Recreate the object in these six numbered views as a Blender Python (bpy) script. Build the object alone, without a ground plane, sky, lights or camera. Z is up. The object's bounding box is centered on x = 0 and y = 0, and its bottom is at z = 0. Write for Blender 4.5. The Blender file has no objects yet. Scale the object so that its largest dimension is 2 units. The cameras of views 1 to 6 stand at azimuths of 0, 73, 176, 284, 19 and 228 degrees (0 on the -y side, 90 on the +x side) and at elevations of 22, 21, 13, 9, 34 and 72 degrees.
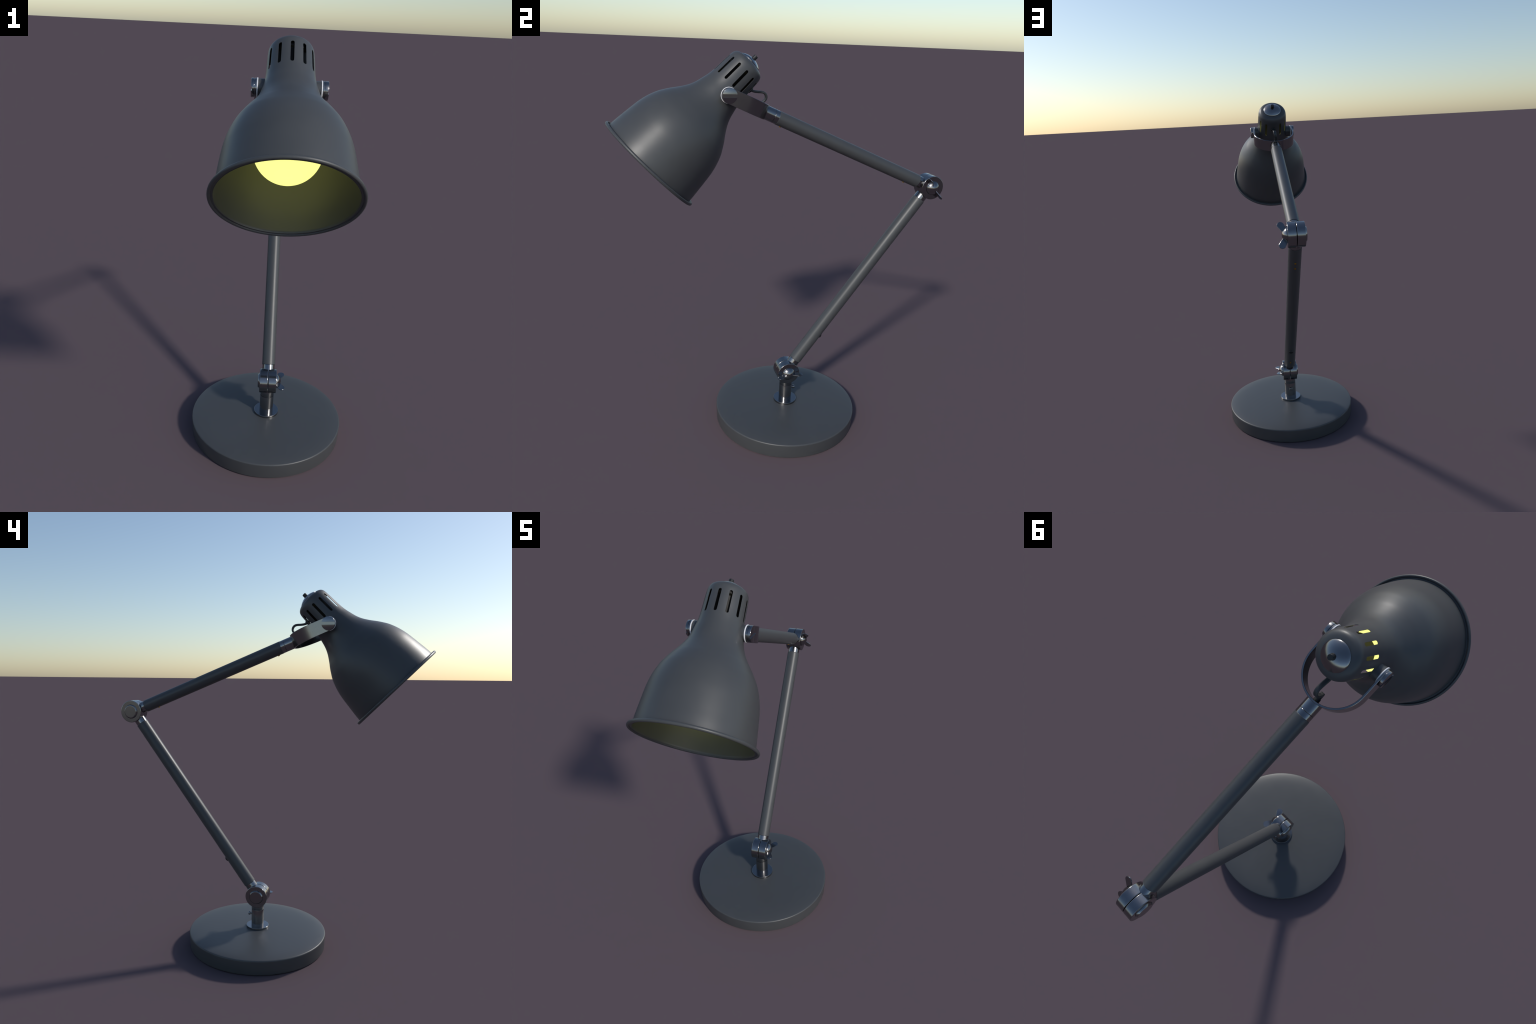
"""Adjustable desk lamp: round weighted base, two tubular arms with barrel
hinges and wing nuts, a forked yoke and a bell shade with a glowing globe bulb.
Everything lies in the vertical plane x = 0, the lamp looks towards -y."""
import bpy, bmesh, math
from mathutils import Vector, Matrix

# ------------------------------------------------------------------ layout
BASE_C = Vector((0.0, 0.0469, 0.0))
BASE_JOINT = Vector((0.0, 0.0465, 0.2935))
ELBOW = Vector((0.0, 0.8055, 1.3420))
PIVOT = Vector((0.0, -0.3390, 1.8152))            # yoke bolts
HEAD_TILT = math.radians(44.55)
HEAD_O = Vector((0.0024, -0.3476, 1.8217))           # point of the shade axis at t = 0
LOW_DIR = (ELBOW - BASE_JOINT).normalized()
UP_DIR = (PIVOT - ELBOW).normalized()
X = Vector((1, 0, 0))
ARM_R = 0.0344
JOINT_R = 0.0634
JOINT_W = 0.0438                                   # half width of a barrel

# ------------------------------------------------------------------ materials
def new_mat(name):
    m = bpy.data.materials.new(name)
    m.use_nodes = True
    return m, m.node_tree, m.node_tree.nodes["Principled BSDF"]


def grain(nt, bsdf, col, spread, scale, rough, rough_spread, bump=0.0):
    """Faint procedural mottling of colour and gloss, on object coordinates."""
    co = nt.nodes.new("ShaderNodeTexCoord")
    nz = nt.nodes.new("ShaderNodeTexNoise")
    nz.inputs["Scale"].default_value = scale
    nz.inputs["Detail"].default_value = 4.0
    nt.links.new(co.outputs["Object"], nz.inputs["Vector"])
    cr = nt.nodes.new("ShaderNodeValToRGB")
    cr.color_ramp.elements[0].position = 0.3
    cr.color_ramp.elements[1].position = 0.7
    cr.color_ramp.elements[0].color = (*[c * (1 - spread) for c in col], 1)
    cr.color_ramp.elements[1].color = (*[c * (1 + spread) for c in col], 1)
    nt.links.new(nz.outputs["Fac"], cr.inputs["Fac"])
    nt.links.new(cr.outputs["Color"], bsdf.inputs["Base Color"])
    mr = nt.nodes.new("ShaderNodeMapRange")
    mr.inputs["From Min"].default_value = 0.3
    mr.inputs["From Max"].default_value = 0.7
    mr.inputs["To Min"].default_value = rough - rough_spread
    mr.inputs["To Max"].default_value = rough + rough_spread
    nt.links.new(nz.outputs["Fac"], mr.inputs["Value"])
    nt.links.new(mr.outputs["Result"], bsdf.inputs["Roughness"])
    if bump:
        bp = nt.nodes.new("ShaderNodeBump")
        bp.inputs["Strength"].default_value = bump
        bp.inputs["Distance"].default_value = 0.0004
        n2 = nt.nodes.new("ShaderNodeTexNoise")
        n2.inputs["Scale"].default_value = 900.0
        nt.links.new(co.outputs["Object"], n2.inputs["Vector"])
        nt.links.new(n2.outputs["Fac"], bp.inputs["Height"])
        nt.links.new(bp.outputs["Normal"], bsdf.inputs["Normal"])


def mat_paint():
    m, nt, b = new_mat("dark_grey_paint")
    grain(nt, b, (0.060, 0.063, 0.066), 0.025, 14.0, 0.42, 0.012)
    b.inputs["Specular IOR Level"].default_value = 0.5
    return m


def mat_metal():
    m, nt, b = new_mat("polished_steel")
    grain(nt, b, (0.258, 0.258, 0.262), 0.02, 20.0, 0.195, 0.01)
    b.inputs["Metallic"].default_value = 1.0
    return m


def mat_plain(name, col, rough, metallic=0.0):
    m, nt, b = new_mat(name)
    grain(nt, b, col, 0.04, 40.0, rough, 0.02)
    b.inputs["Metallic"].default_value = metallic
    return m


def mat_bulb():
    m, nt, b = new_mat("glowing_bulb_glass")
    grain(nt, b, (0.35, 0.35, 0.18), 0.01, 10.0, 0.3, 0.01)
    b.inputs["Emission Color"].default_value = (1.0, 1.0, 0.28, 1)
    b.inputs["Emission Strength"].default_value = 1.15
    return m


PAINT = mat_paint()
STEEL = mat_metal()
RUBBER = mat_plain("black_rubber", (0.012, 0.013, 0.014), 0.5)
CORD = mat_plain("dark_cord_plastic", (0.035, 0.038, 0.040), 0.45)
WHITE = mat_plain("white_nylon", (0.78, 0.78, 0.80), 0.4)
BRASS = mat_plain("brass", (0.42, 0.22, 0.03), 0.35, 1.0)
SOCKET = mat_plain("black_bakelite", (0.004, 0.004, 0.004), 0.5)  # colour darkened to near black so neck slots look unlit despite bulb glow
SOCKET.node_tree.nodes["Principled BSDF"].inputs["Specular IOR Level"].default_value = 0.25
BULB = mat_bulb()

# ------------------------------------------------------------------ scene graph
WORLD = {}


def place(obj, world, parent):
    bpy.context.scene.collection.objects.link(obj)
    if parent is not None:
        obj.parent = parent
        obj.matrix_parent_inverse = WORLD[parent.name].inverted()
    obj.matrix_basis = world
    WORLD[obj.name] = world.copy()
    return obj


def frame(origin, axis, side=X):
    """Matrix whose local z runs along axis and whose local x is close to side."""
    z = axis.normalized()
    y = z.cross(side).normalized()
    x = y.cross(z).normalized()
    m = Matrix((x, y, z)).transposed().to_4x4()
    m.translation = origin
    return m


def mesh_obj(name, bm, mat, world, parent, smooth_angle=35.0):
    bmesh.ops.recalc_face_normals(bm, faces=bm.faces)
    lim = math.radians(smooth_angle)
    for f in bm.faces:
        f.smooth = True
    for e in bm.edges:
        if len(e.link_faces) == 2:
            e.smooth = e.calc_face_angle() < lim
    me = bpy.data.meshes.new(name)
    bm.to_mesh(me)
    bm.free()
    me.materials.append(mat)
    return place(bpy.data.objects.new(name, me), world, parent)


# ------------------------------------------------------------------ shapes
def spline(pts, per=8):
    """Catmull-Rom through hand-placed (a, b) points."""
    out = []
    P = [pts[0]] + list(pts) + [pts[-1]]
    n = len(pts[0])
    for i in range(1, len(P) - 2):
        p0, p1, p2, p3 = P[i - 1], P[i], P[i + 1], P[i + 2]
        for k in range(per):
            t = k / per
            out.append(tuple(0.5 * ((2 * p1[j]) + (-p0[j] + p2[j]) * t
                       + (2 * p0[j] - 5 * p1[j] + 4 * p2[j] - p3[j]) * t * t
                       + (-p0[j] + 3 * p1[j] - 3 * p2[j] + p3[j]) * t ** 3) for j in range(n)))
    out.append(tuple(pts[-1]))
    return out


def lathe_bm(profile, seg=96):
    """Revolve (r, z) points about local z; points with r = 0 close the ends."""
    bm = bmesh.new()
    rings = []
    for r, z in profile:
        if r < 1e-6:
            rings.append([bm.verts.new((0, 0, z))])
        else:
            rings.append([bm.verts.new((r * math.cos(2 * math.pi * k / seg), r * math.sin(2 * math.pi * k / seg), z))
                          for k in range(seg)])
    for a, b in zip(rings, rings[1:]):
        for k in range(seg):
            l = (k + 1) % seg
            if len(a) == 1 and len(b) > 1:
                bm.faces.new((a[0], b[l], b[k]))
            elif len(b) == 1 and len(a) > 1:
                bm.faces.new((a[k], a[l], b[0]))
            elif len(a) > 1:
                bm.faces.new((a[k], a[l], b[l], b[k]))
    return bm


def rod(r, z0, z1, ch=0.0015, r1=None):
    """Closed cylinder profile with chamfered (two-step rounded) rims."""
    r1 = r if r1 is None else r1
    c2 = ch * 0.3
    s = ch * 0.35                                        # support rings keep the flats flat
    return [(0, z0), (r - ch - s, z0), (r - ch, z0), (r - c2, z0 + c2), (r, z0 + ch), (r, z0 + ch + s),
            (r1, z1 - ch - s), (r1, z1 - ch), (r1 - c2, z1 - c2), (r1 - ch, z1), (r1 - ch - s, z1), (0, z1)]


def lathe(name, profile, mat, world, parent, seg=96, ang=50.0):
    return mesh_obj(name, lathe_bm(profile, seg), mat, world, parent, ang)


def grouped(name, profiles, mat, world, parent, seg=64):
    """Several coaxial turned pieces as one part."""
    bm = bmesh.new()
    for p in profiles:
        b = lathe_bm(p, seg)
        me = bpy.data.meshes.new("tmp")
        b.to_mesh(me)
        b.free()
        bm.from_mesh(me)
        bpy.data.meshes.remove(me)
    return mesh_obj(name, bm, mat, world, parent, 50.0)


# ------------------------------------------------------------------ root
lamp = bpy.data.objects.new("desk_lamp", None)
place(lamp, Matrix.Translation(BASE_C), None)
lamp["label"] = "dark grey adjustable desk lamp with bell shade, lit bulb"
lamp["category"] = "desk lamp"

# ------------------------------------------------------------------ base
base_prof = [(0, 0.0), (0.384, 0.0), (0.3895, 0.0012), (0.3920, 0.004), (0.3925, 0.006), (0.3956, 0.0735)]
for k in range(1, 9):                                   # rounded upper edge
    a = math.radians(k * 78 / 8)
    base_prof.append((0.3883 + 0.0075 * math.cos(a), 0.0765 + 0.0075 * math.sin(a)))
base_prof += [(0.378, 0.0862), (0.362, 0.0890), (0.335, 0.0918), (0.30, 0.0942), (0.24, 0.0965), (0.16, 0.0986), (0.08, 0.1000), (0, 0.1006)]
base = lathe("base", base_prof, PAINT, Matrix.Translation(BASE_C), lamp, 192, 40)

post_w = Matrix.Translation(BASE_C)
lathe("post_flange", rod(0.0648, 0.0985, 0.1120, 0.0012), STEEL, post_w, base)
post = lathe("post", [(0.0355, 0.111), (0.0355, 0.2070), (0.0353, 0.2078), (0.0335, 0.2080), (0.0335, 0.2100), (0.0353, 0.2102), (0.0355, 0.2110),
                      (0.0355, 0.2500), (0.030, 0.262), (0, 0.262)], STEEL, post_w, base)
ts = frame(BASE_C + Vector((0, 0, 0.1755)), Vector((0, 1, 0)))
grouped("thumb_screw", [rod(0.0050, 0.030, 0.048, 0.0005), rod(0.0103, 0.0425, 0.0535, 0.0010)], STEEL, ts, base, 32)


# ------------------------------------------------------------------ hinges
def wing_plate(bm, direction):
    """One ear of a wing nut: a rounded paddle in the local x-z plane, z = bolt axis."""
    root, tip, w0, w1, th = Vector((0.018, 0.005)), Vector((0.0550, 0.0265)), 0.0135, 0.0175, 0.0019
    d = (tip - root).normalized()
    n = Vector((-d.y, d.x))
    out = [root + n * w0, root - n * w0]
    base_a = math.atan2(-n.y, -n.x)
    for k in range(0, 15):
        a = base_a + math.pi * k / 14
        out.append(tip + Vector((math.cos(a), math.sin(a))) * w1)
    rings = []
    for off, shrink in ((-th, 0.965), (-th * 0.7, 1.0), (th * 0.7, 1.0), (th, 0.965)):
        c = sum(out, Vector((0, 0))) / len(out)
        rings.append([bm.verts.new((direction * (c.x + (p.x - c.x) * shrink), off, c.y + (p.y - c.y) * shrink)) for p in out])
    for a, b in zip(rings, rings[1:]):
        for k in range(len(out)):
            l = (k + 1) % len(out)
            bm.faces.new((a[k], a[l], b[l], b[k]))
    bm.faces.new(rings[0])
    bm.faces.new(rings[-1])


def hinge(name, centre, nut_dir):
    barrel = rod(JOINT_R, 0.0014, JOINT_W, 0.0022)
    part = lathe(name, barrel, STEEL, frame(centre, X, Vector((0, 0, 1))), lamp)
    lathe("hinge_barrel", barrel, STEEL, frame(centre, -X, Vector((0, 0, 1))), part)
    lathe("hinge_core", rod(0.050, -0.004, 0.004, 0.0005), RUBBER, frame(centre, X), part)
    lathe("bolt_head", [(0, JOINT_W - 0.001), (0.0398, JOINT_W - 0.001), (0.0402, JOINT_W + 0.0012), (0.0398, JOINT_W + 0.0020), (0.0358, JOINT_W + 0.0082), (0.0351, JOINT_W + 0.0088), (0.0340, JOINT_W + 0.0090), (0.0332, JOINT_W + 0.0090), (0, JOINT_W + 0.0090)], STEEL, frame(centre, -X, Vector((0, 0, 1))), part)
    # wing nut: domed boss with two ears
    dome = [(0, 0)] + spline([(0.0372, 0.0), (0.0368, 0.0035), (0.0325, 0.0095), (0.0255, 0.0160), (0.0165, 0.0214), (0.0070, 0.0246)], 4) + [(0, 0.0252)]
    w = frame(centre + X * (JOINT_W - 0.0005), X, nut_dir)
    bm = lathe_bm(dome, 64)
    wing_plate(bm, 1)
    wing_plate(bm, -1)
    mesh_obj("wing_nut", bm, STEEL, w, part, 28.0)
    return part


low_joint = hinge("base_hinge", BASE_JOINT, Vector((0, math.cos(math.radians(4)), math.sin(math.radians(4)))))
elbow_joint = hinge("elbow_hinge", ELBOW, Vector((0, 0.61, -0.79)))


# ------------------------------------------------------------------ arms
def arm(name, a, d, t0, t1, collars):
    part = lathe(name, rod(ARM_R, t0, t1, 0.0012), PAINT, frame(a, d), lamp, 64)
    for c in collars:
        lo, hi = (c[1], c[2] - 0.0012) if c[2] < t0 + 0.01 else (c[1] + 0.0012, c[2])
        lathe("arm_collar", rod(c[0], lo - 0.001, hi, 0.0008), STEEL, frame(a, d), part, 64)
        lathe("dark_gap_ring", rod(c[0] - 0.0030, c[1] + 0.001, c[2] + 0.001, 0.0004), RUBBER, frame(a, d), part, 48)  # black ring, seen as a thin dark line between arm and collar
    return part


low_len = (ELBOW - BASE_JOINT).length
up_len = (PIVOT - ELBOW).length
lower_arm = arm("lower_arm", BASE_JOINT, LOW_DIR, 0.0830, low_len - 0.0850,
                [(0.0322, 0.045, 0.0834), (0.0322, low_len - 0.0854, low_len - 0.045)])
upper_arm = arm("upper_arm", ELBOW, UP_DIR, 0.0840, up_len - 0.2875, [(0.0322, 0.045, 0.0844)])
low_under = Vector((0, LOW_DIR.z, -LOW_DIR.y))
up_under = Vector((0, UP_DIR.z * -1, UP_DIR.y))
for s in (low_len - 0.180, low_len - 0.2194, low_len - 1.1490):
    lathe("brass_pin", rod(0.0052, 0.030, 0.0370, 0.001), BRASS, frame(BASE_JOINT + LOW_DIR * s, low_under), lower_arm, 24)
for s in (0.1565, up_len - 0.3180):
    lathe("brass_pin", rod(0.0052, 0.030, 0.0378, 0.001), BRASS, frame(ELBOW + UP_DIR * s, up_under), upper_arm, 24)
lathe("cord_plug", [(0, 0.028), (0.0145, 0.028), (0.0145, 0.0355), (0.0132, 0.0385), (0.0095, 0.0402), (0.0055, 0.0408), (0, 0.0408)], RUBBER,
      frame(BASE_JOINT + LOW_DIR * (low_len - 1.0215), low_under), lower_arm, 32)

# ------------------------------------------------------------------ yoke
YB = -UP_DIR                                    # from the pivot back towards the elbow
Y_OUT, Y_TH, Y_STRAIGHT, Y_HALF = 0.1275, 0.0078, 0.0965, 0.0350
Y_R = 0.0345


def yoke_mesh():
    """U-shaped strap: straight cheeks with round ends, joined by a half circle."""
    stations = []                               # (x, back, tangent angle, half width)
    for k in range(0, 13):                      # round end around the bolt
        a = math.radians(90 * k / 12)
        s = -Y_R * math.cos(a)
        stations.append((1.0, s, 0.0, max(0.0008, Y_R * math.sin(a))))
    for k in range(1, 5):
        s = Y_STRAIGHT * k / 4
        stations.append((1.0, s, 0.0, Y_R + (Y_HALF - Y_R) * k / 4))
    for k in range(1, 48):
        stations.append((None, None, math.pi * k / 48, Y_HALF))
    for st in reversed(stations[:17]):
        stations.append((-1.0, st[1], math.pi, st[3]))
    bm = bmesh.new()
    rows = []
    e = 0.0011
    for sx, s, a, hw in stations:
        rows.append([])
        for off, dw in ((0.0, e), (e, 0.0), (Y_TH - e, 0.0), (Y_TH, e)):
            r = Y_OUT - off
            if sx is not None:
                x, b = sx * r, s
            else:
                x, b = r * math.cos(a), Y_STRAIGHT + r * math.sin(a)
            h = max(0.0004, hw - dw)
            rows[-1].append((bm.verts.new((x, h, b)), bm.verts.new((x, -h, b))))
    for p, q in zip(rows, rows[1:]):
        ring_p = [v[0] for v in p] + [v[1] for v in reversed(p)]
        ring_q = [v[0] for v in q] + [v[1] for v in reversed(q)]
        n = len(ring_p)
        for k in range(n):
            l = (k + 1) % n
            bm.faces.new((ring_p[k], ring_p[l], ring_q[l], ring_q[k]))
    for row in (rows[0], rows[-1]):
        bm.faces.new([v[0] for v in row] + [v[1] for v in reversed(row)])
    return bm


yoke = mesh_obj("yoke", yoke_mesh(), STEEL, frame(PIVOT, YB), lamp, 30)
back = Y_STRAIGHT + Y_OUT
lathe("yoke_collar", rod(0.0337, back - 0.006, 0.2645, 0.0012), STEEL, frame(PIVOT, YB), yoke, 64)
lathe("yoke_collar", rod(0.0337, 0.2651, 0.2880, 0.0012), STEEL, frame(PIVOT, YB), yoke, 64)
lathe("cord_grommet", rod(0.0125, back - Y_TH - 0.016, back - Y_TH + 0.001, 0.003), RUBBER, frame(PIVOT, YB), yoke, 32)


def slotted_head(world, parent, h):
    """Flat bolt head with one straight screwdriver slot (local y = slot direction)."""
    r, sl, dp = 0.0342, 0.0075, 0.0030
    bm = bmesh.new()
    n = 28
    a0 = math.asin(sl / r)
    for sgn in (1, -1):
        arc = [math.pi / 2 * (1 - sgn) + (-(math.pi / 2 - a0) + (math.pi - 2 * a0) * k / n) for k in range(n + 1)]
        loops = []
        for rr, z in ((r, 0.001), (r, h - 0.0012), (r - 0.0004, h - 0.0004), (r - 0.0012, h)):
            loops.append([bm.verts.new((rr * math.cos(a), rr * math.sin(a), z)) for a in arc])
        for p, q in zip(loops, loops[1:]):
            for k in range(n):
                bm.faces.new((p[k], p[k + 1], q[k + 1], q[k]))
        bm.faces.new(loops[-1])
        bm.faces.new([l[0] for l in loops] + [l[-1] for l in reversed(loops)])
    disc = lathe_bm(rod(r - 0.0006, 0.0, h - dp, 0.0004), 96)
    me = bpy.data.meshes.new("tmp")
    disc.to_mesh(me)
    disc.free()
    bm.from_mesh(me)
    bpy.data.meshes.remove(me)
    return mesh_obj("slotted_bolt", bm, STEEL, world, parent, 40)


# ------------------------------------------------------------------ lampshade
OUTER = [  # (r, t): bell profile along the shade axis, from the cap edge to the mouth
    (0.0520, 0.1843), (0.0600, 0.1826), (0.0690, 0.1793), (0.0760, 0.1749), (0.0812, 0.1693), (0.0848, 0.1618), (0.0868, 0.1525), (0.0882, 0.1380),
    (0.0900, 0.1000), (0.0916, 0.0560), (0.0957, 0.0150), (0.1032, -0.0200), (0.1125, -0.0560), (0.1245, -0.0850),
    (0.1390, -0.1100), (0.1545, -0.1330), (0.1690, -0.1530), (0.1855, -0.1790), (0.2010, -0.2070), (0.2170, -0.2495),
    (0.2280, -0.2940), (0.2345, -0.3410), (0.2400, -0.3900), (0.2440, -0.4270), (0.2464, -0.4580)]
WALL = 0.0016
shade_w = frame(HEAD_O, Vector((0, math.cos(HEAD_TILT), math.sin(HEAD_TILT))))


def offset(poly, d):
    out = []
    for i, (r, z) in enumerate(poly):
        a, b = poly[max(0, i - 1)], poly[min(len(poly) - 1, i + 1)]
        tr, tz = b[0] - a[0], b[1] - a[1]
        l = math.hypot(tr, tz)
        out.append((r + tz / l * d, z - tr / l * d))
    return out


outer = spline([(r, t * 1.003 if t < 0 else t) for r, t in OUTER], 5)
inner = offset(outer, WALL)
# rolled rim: a round bead outside the sheet, parted from it by a groove on both faces
rim_c, rim_z, rim_r, rim_t, wall_r = 0.2595, -0.4683, 0.0062, 0.0075, 0.2464
web = 10
section = outer + [(wall_r + 0.0002, rim_z + 0.0015)]
section += [(rim_c + rim_r * math.cos(math.radians(a)), rim_z + rim_t * math.sin(math.radians(a))) for a in range(180 - web, -181 + web, -10)]
section += [(wall_r + 0.0002, rim_z - 0.0015), (wall_r + 0.0001, rim_z - 0.0020), (wall_r - 0.0005, rim_z - 0.0025), (wall_r - 0.0013, rim_z - 0.0019)]
section += list(reversed(inner))


def shade_mesh():
    bm = bmesh.new()
    seg = 240
    rings = []
    for r, z in section:
        rings.append([bm.verts.new((r * math.cos(2 * math.pi * k / seg), r * math.sin(2 * math.pi * k / seg), z)) for k in range(seg)])
    for a, b in zip(rings, rings[1:] + rings[:1]):
        for k in range(seg):
            l = (k + 1) % seg
            bm.faces.new((a[k], a[l], b[l], b[k]))
    bmesh.ops.recalc_face_normals(bm, faces=bm.faces)
    return bm


def slot_cutters():
    """Stadium-shaped prisms around the neck (none at the back: the cord hole is there)."""
    bm = bmesh.new()
    w, t0, t1 = 0.0068, 0.0420, 0.1395

    def prism(outline, ang):
        m = Matrix.Rotation(ang, 3, "Z")
        a = [bm.verts.new(m @ Vector((0.060, u, z))) for u, z in outline]
        b = [bm.verts.new(m @ Vector((0.120, u, z))) for u, z in outline]
        n = len(outline)
        for k in range(n):
            l = (k + 1) % n
            bm.faces.new((a[k], a[l], b[l], b[k]))
        bm.faces.new(list(reversed(a)))
        bm.faces.new(b)
    stadium = [(w * math.cos(a), t1 - w + w * math.sin(a)) for a in [math.radians(180 * k / 10) for k in range(11)]]
    stadium += [(w * math.cos(a), t0 + w + w * math.sin(a)) for a in [math.radians(180 + 180 * k / 10) for k in range(11)]]
    for k in range(12):
        ang = FRONT + 2 * math.pi * k / 12
        if k == 6:
            prism([(0.011 * math.cos(2 * math.pi * j / 20), 0.103 + 0.011 * math.sin(2 * math.pi * j / 20)) for j in range(20)], ang)
        else:
            prism(stadium, ang)
    bmesh.ops.recalc_face_normals(bm, faces=bm.faces)
    return bm


# local +y or -y of the shade frame points to the upper front of the lamp
front_vec = Vector((0, -math.sin(HEAD_TILT), math.cos(HEAD_TILT)))
FRONT = math.atan2((shade_w.to_3x3().inverted() @ front_vec).y, (shade_w.to_3x3().inverted() @ front_vec).x)


def to_obj(name, bm):
    me = bpy.data.meshes.new(name)
    bm.to_mesh(me)
    bm.free()
    o = bpy.data.objects.new(name, me)
    bpy.context.scene.collection.objects.link(o)
    return o


raw = to_obj("shade_blank", shade_mesh())
cut = to_obj("slot_cutter", slot_cutters())
mod = raw.modifiers.new("slots", "BOOLEAN")
mod.operation, mod.object, mod.solver = "DIFFERENCE", cut, "EXACT"
bpy.context.view_layer.update()
me = bpy.data.meshes.new_from_object(raw.evaluated_get(bpy.context.evaluated_depsgraph_get()))
me.name = "lampshade"
bpy.data.objects.remove(raw)
bpy.data.objects.remove(cut)


def section_normal(r, z, face_n):
    """Smooth normal of the turned sheet at (r, t), taken from the nearest section edges."""
    best, bd = None, 1e9
    n = len(section)
    for i in range(n):
        (r0, z0), (r1, z1) = section[i], section[(i + 1) % n]
        dr, dz = r1 - r0, z1 - z0
        l2 = dr * dr + dz * dz
        if l2 < 1e-12:
            continue
        u = max(0.0, min(1.0, ((r - r0) * dr + (z - z0) * dz) / l2))
        d = math.hypot(r - r0 - u * dr, z - z0 - u * dz)
        l = math.sqrt(l2)
        en = SECT_SIGN * Vector((dz / l, -dr / l))
        if en.dot(face_n) < 0.5:
            continue
        if d < bd - 1e-7:
            na, nb = (v if v.dot(en) > 0.8 else en for v in (VN[i], VN[(i + 1) % n]))
            best, bd = (na * (1 - u) + nb * u), d
    return best if bd < 0.002 else None


area = sum(a[0] * b[1] - b[0] * a[1] for a, b in zip(section, section[1:] + section[:1]))
SECT_SIGN = 1.0 if area > 0 else -1.0
VN = []
for i in range(len(section)):
    p, q, s = section[i - 1], section[i], section[(i + 1) % len(section)]
    e1, e2 = Vector((q[1] - p[1], p[0] - q[0])), Vector((s[1] - q[1], q[0] - s[0]))
    e1, e2 = SECT_SIGN * e1.normalized(), SECT_SIGN * e2.normalized()
    v = (e1 + e2) if e1.dot(e2) > -0.2 else e1
    VN.append(v.normalized())
normals, cache = [None] * len(me.loops), {}
for poly in me.polygons:
    c, fn = poly.center, poly.normal
    rad = Vector((c.x, c.y)).normalized()
    fr, tang = fn.x * rad.x + fn.y * rad.y, abs(-fn.x * rad.y + fn.y * rad.x)
    f2 = Vector((fr, fn.z))
    turned = tang < 0.08 and f2.length > 0.9
    for li in poly.loop_indices:
        co = me.vertices[me.loops[li].vertex_index].co
        nn = None
        if turned:
            r = math.hypot(co.x, co.y)
            key = (round(r, 5), round(co.z, 5), round(fr, 2), round(fn.z, 2))
            if key not in cache:
                cache[key] = section_normal(r, co.z, f2.normalized())
            s = cache[key]
            if s is not None:
                nn = (s.x * co.x / r, s.x * co.y / r, s.y)
        normals[li] = nn if nn else tuple(fn)
    poly.use_smooth = True
me.normals_split_custom_set(normals)
me.materials.clear()
me.materials.append(PAINT)
shade = place(bpy.data.objects.new("lampshade", me), shade_w, lamp)

# crown dome and switch button on top of the shade
dome_p = [(0, 0.180), (0.0530, 0.180), (0.0538, 0.1852), (0.0541, 0.1864), (0.0535, 0.1874)]
R_d = (0.0535 ** 2 + 0.0192 ** 2) / (2 * 0.0192)
for k in range(1, 13):
    r = 0.0535 * (1 - k / 12)
    dome_p.append((r, 0.1874 + math.sqrt(R_d ** 2 - r ** 2) - (R_d - 0.0192)))
lathe("crown_dome", dome_p, STEEL, shade_w, shade, 96, 30)
grouped("switch_button", [rod(0.0122, 0.202, 0.2085, 0.001), rod(0.0105, 0.204, 0.2245, 0.0012)], RUBBER, shade_w, shade, 40)

# pivot bosses, washers and bolts on both cheeks
for sgn in (1, -1):
    w = frame(PIVOT, X * sgn, Vector((0, 0, 1)))
    lathe("pivot_boss", rod(0.0336, 0.085, 0.1150, 0.001), PAINT, w, shade, 64)
    lathe("nylon_washer", rod(0.0364, 0.1148, 0.1195, 0.001), WHITE, w, yoke, 64)
    lathe("bolt_shank", rod(0.0295, 0.1180, 0.1295, 0.0003), STEEL, w, yoke, 48)
    slotted_head(frame(PIVOT + X * sgn * (Y_OUT + 0.0010), X * sgn, Vector((0, 0, 1))), yoke, 0.0138 if sgn > 0 else 0.0112)

hole_dir = -front_vec
axis = Vector((0, math.cos(HEAD_TILT), math.sin(HEAD_TILT)))
gp = HEAD_O + axis * 0.103
lathe("cord_grommet", [(0, 0.080), (0.0108, 0.080), (0.0108, 0.0895), (0.0148, 0.0895), (0.0150, 0.0925), (0.0135, 0.0950), (0, 0.0950)],
      RUBBER, frame(gp, hole_dir), shade, 40)

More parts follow.
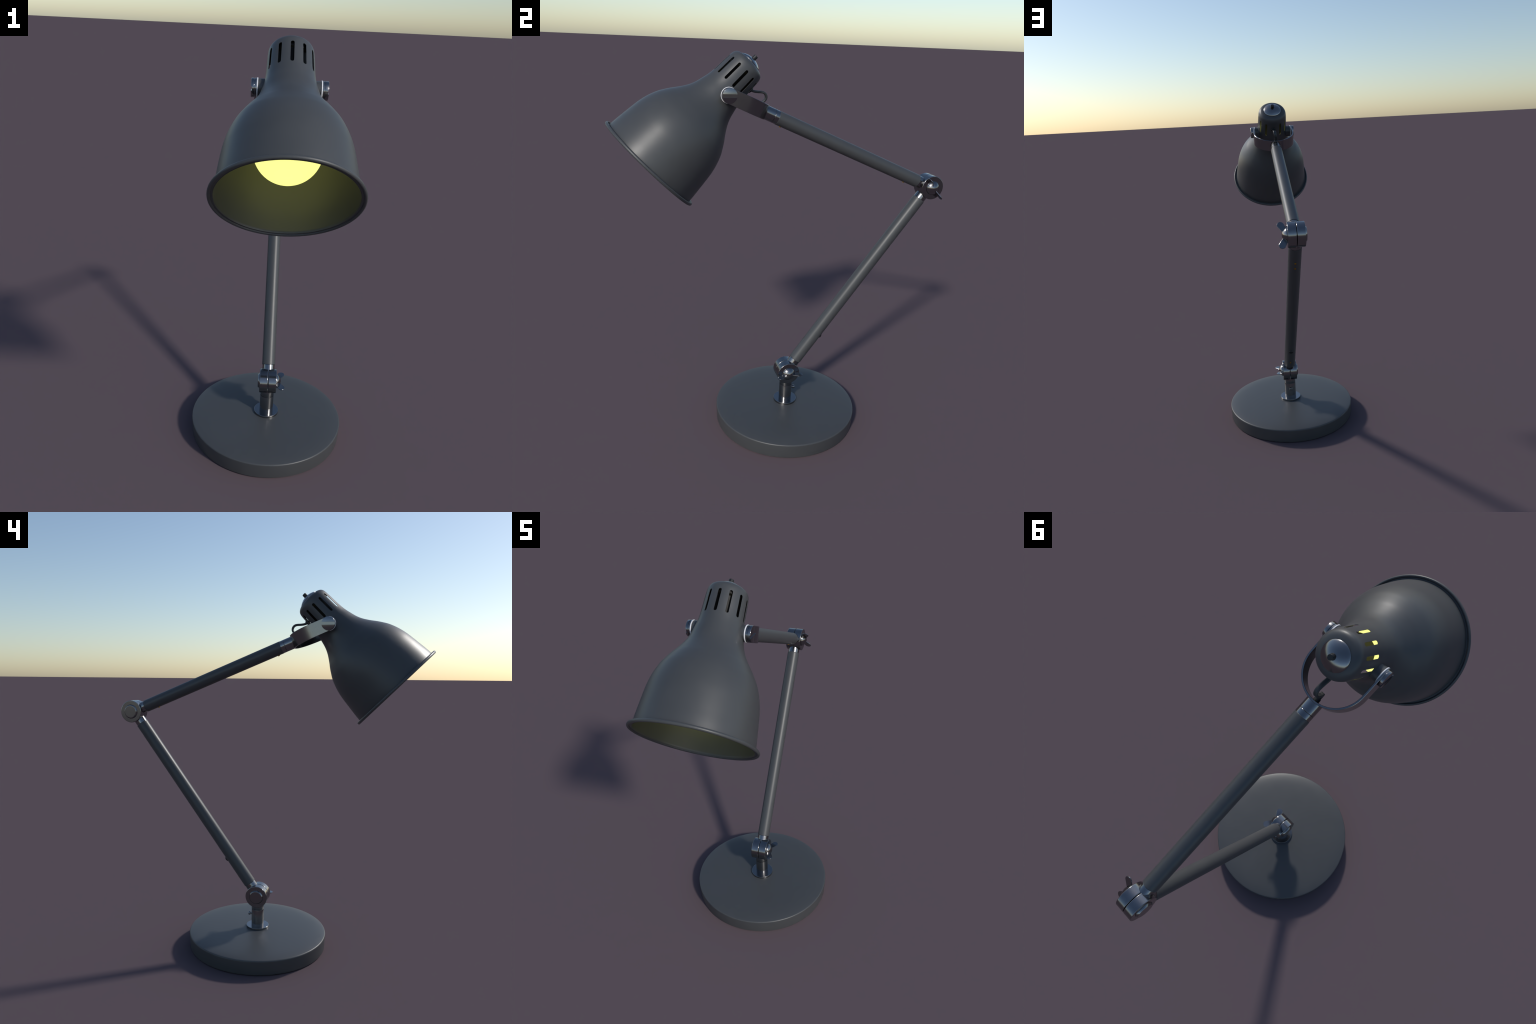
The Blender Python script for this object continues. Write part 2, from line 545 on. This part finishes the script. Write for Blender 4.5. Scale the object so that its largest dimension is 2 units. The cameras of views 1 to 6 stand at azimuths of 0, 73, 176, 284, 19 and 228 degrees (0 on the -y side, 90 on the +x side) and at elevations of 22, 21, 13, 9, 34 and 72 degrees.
# socket and globe bulb inside the shade
socket = lathe("lamp_socket", [(0, 0.168), (0.072, 0.166), (0.076, 0.160), (0.076, 0.132), (0.074, 0.130), (0.068, 0.128), (0.066, 0.124), (0.066, 0.018), (0.063, 0.014), (0, 0.014)],
               SOCKET, shade_w, shade, 64)
BR, BT = 0.123, -0.270
lathe("pale_ring", [(0, 0.0135), (0.047, 0.0135), (0.0485, 0.0115), (0.0485, -0.028), (0.046, -0.031), (0, -0.031)], WHITE, shade_w, socket, 64)
bulb_p = [(0.0, -0.026)] + spline([(0.0330, -0.026), (0.0360, -0.045), (0.0480, -0.075), (0.0690, -0.115), (0.0890, -0.155)], 6)
a0 = 63.0
for k in range(0, 25):
    a = math.radians(a0 + (180 - a0) * k / 24)
    bulb_p.append((max(0.0, BR * math.sin(a)) if k < 24 else 0.0, BT + BR * math.cos(a)))
lathe("light_bulb", bulb_p, BULB, shade_w, lamp, 96, 80)

# ------------------------------------------------------------------ flat twin cord
def ribbon(path, half_w, half_t):
    pts = [Vector(p) for p in spline(path, 8)]
    bm = bmesh.new()
    rings = []
    for i, p in enumerate(pts):
        t = (pts[min(i + 1, len(pts) - 1)] - pts[max(i - 1, 0)]).normalized()
        n = t.cross(X).normalized()
        s = n.cross(t).normalized()
        ring = []
        for k in range(20):                    # two cores side by side: rounded flat oval
            a = 2 * math.pi * k / 20
            c, q = math.cos(a), math.sin(a)
            u = half_w * math.copysign(abs(c) ** 0.6, c)
            v = half_t * math.copysign(abs(q) ** 0.7, q) * (1.0 - 0.18 * math.exp(-(u / (0.25 * half_w)) ** 2))
            ring.append(bm.verts.new(p + s * u + n * v))
        rings.append(ring)
    for a, b in zip(rings, rings[1:]):
        for k in range(20):
            l = (k + 1) % 20
            bm.faces.new((a[k], a[l], b[l], b[k]))
    bm.faces.new(rings[0])
    bm.faces.new(rings[-1])
    return bm


gc = PIVOT + YB * (back - Y_TH - 0.012)
cord = [(0, -0.2200, 1.8400), (0, -0.2060, 1.8290), (0, -0.1920, 1.8242), (0.001, -0.1750, 1.8224), (0.001, -0.1580, 1.8218),
        (0.001, -0.1460, 1.8194), (0, -0.1376, 1.8133), (-0.001, -0.1330, 1.8045), (-0.003, -0.1326, 1.7940), (-0.005, -0.1376, 1.7842),
        (-0.006, -0.1465, 1.7760), (-0.006, -0.1545, 1.7670), (-0.005, gc.y - 0.0150, gc.z + 0.0230), (-0.002, gc.y - 0.0105, gc.z + 0.0075), (0, gc.y + 0.002, gc.z - 0.001)]
cord_part = mesh_obj("power_cord", ribbon(cord, 0.0092, 0.0058), CORD, Matrix.Identity(4), lamp, 60)
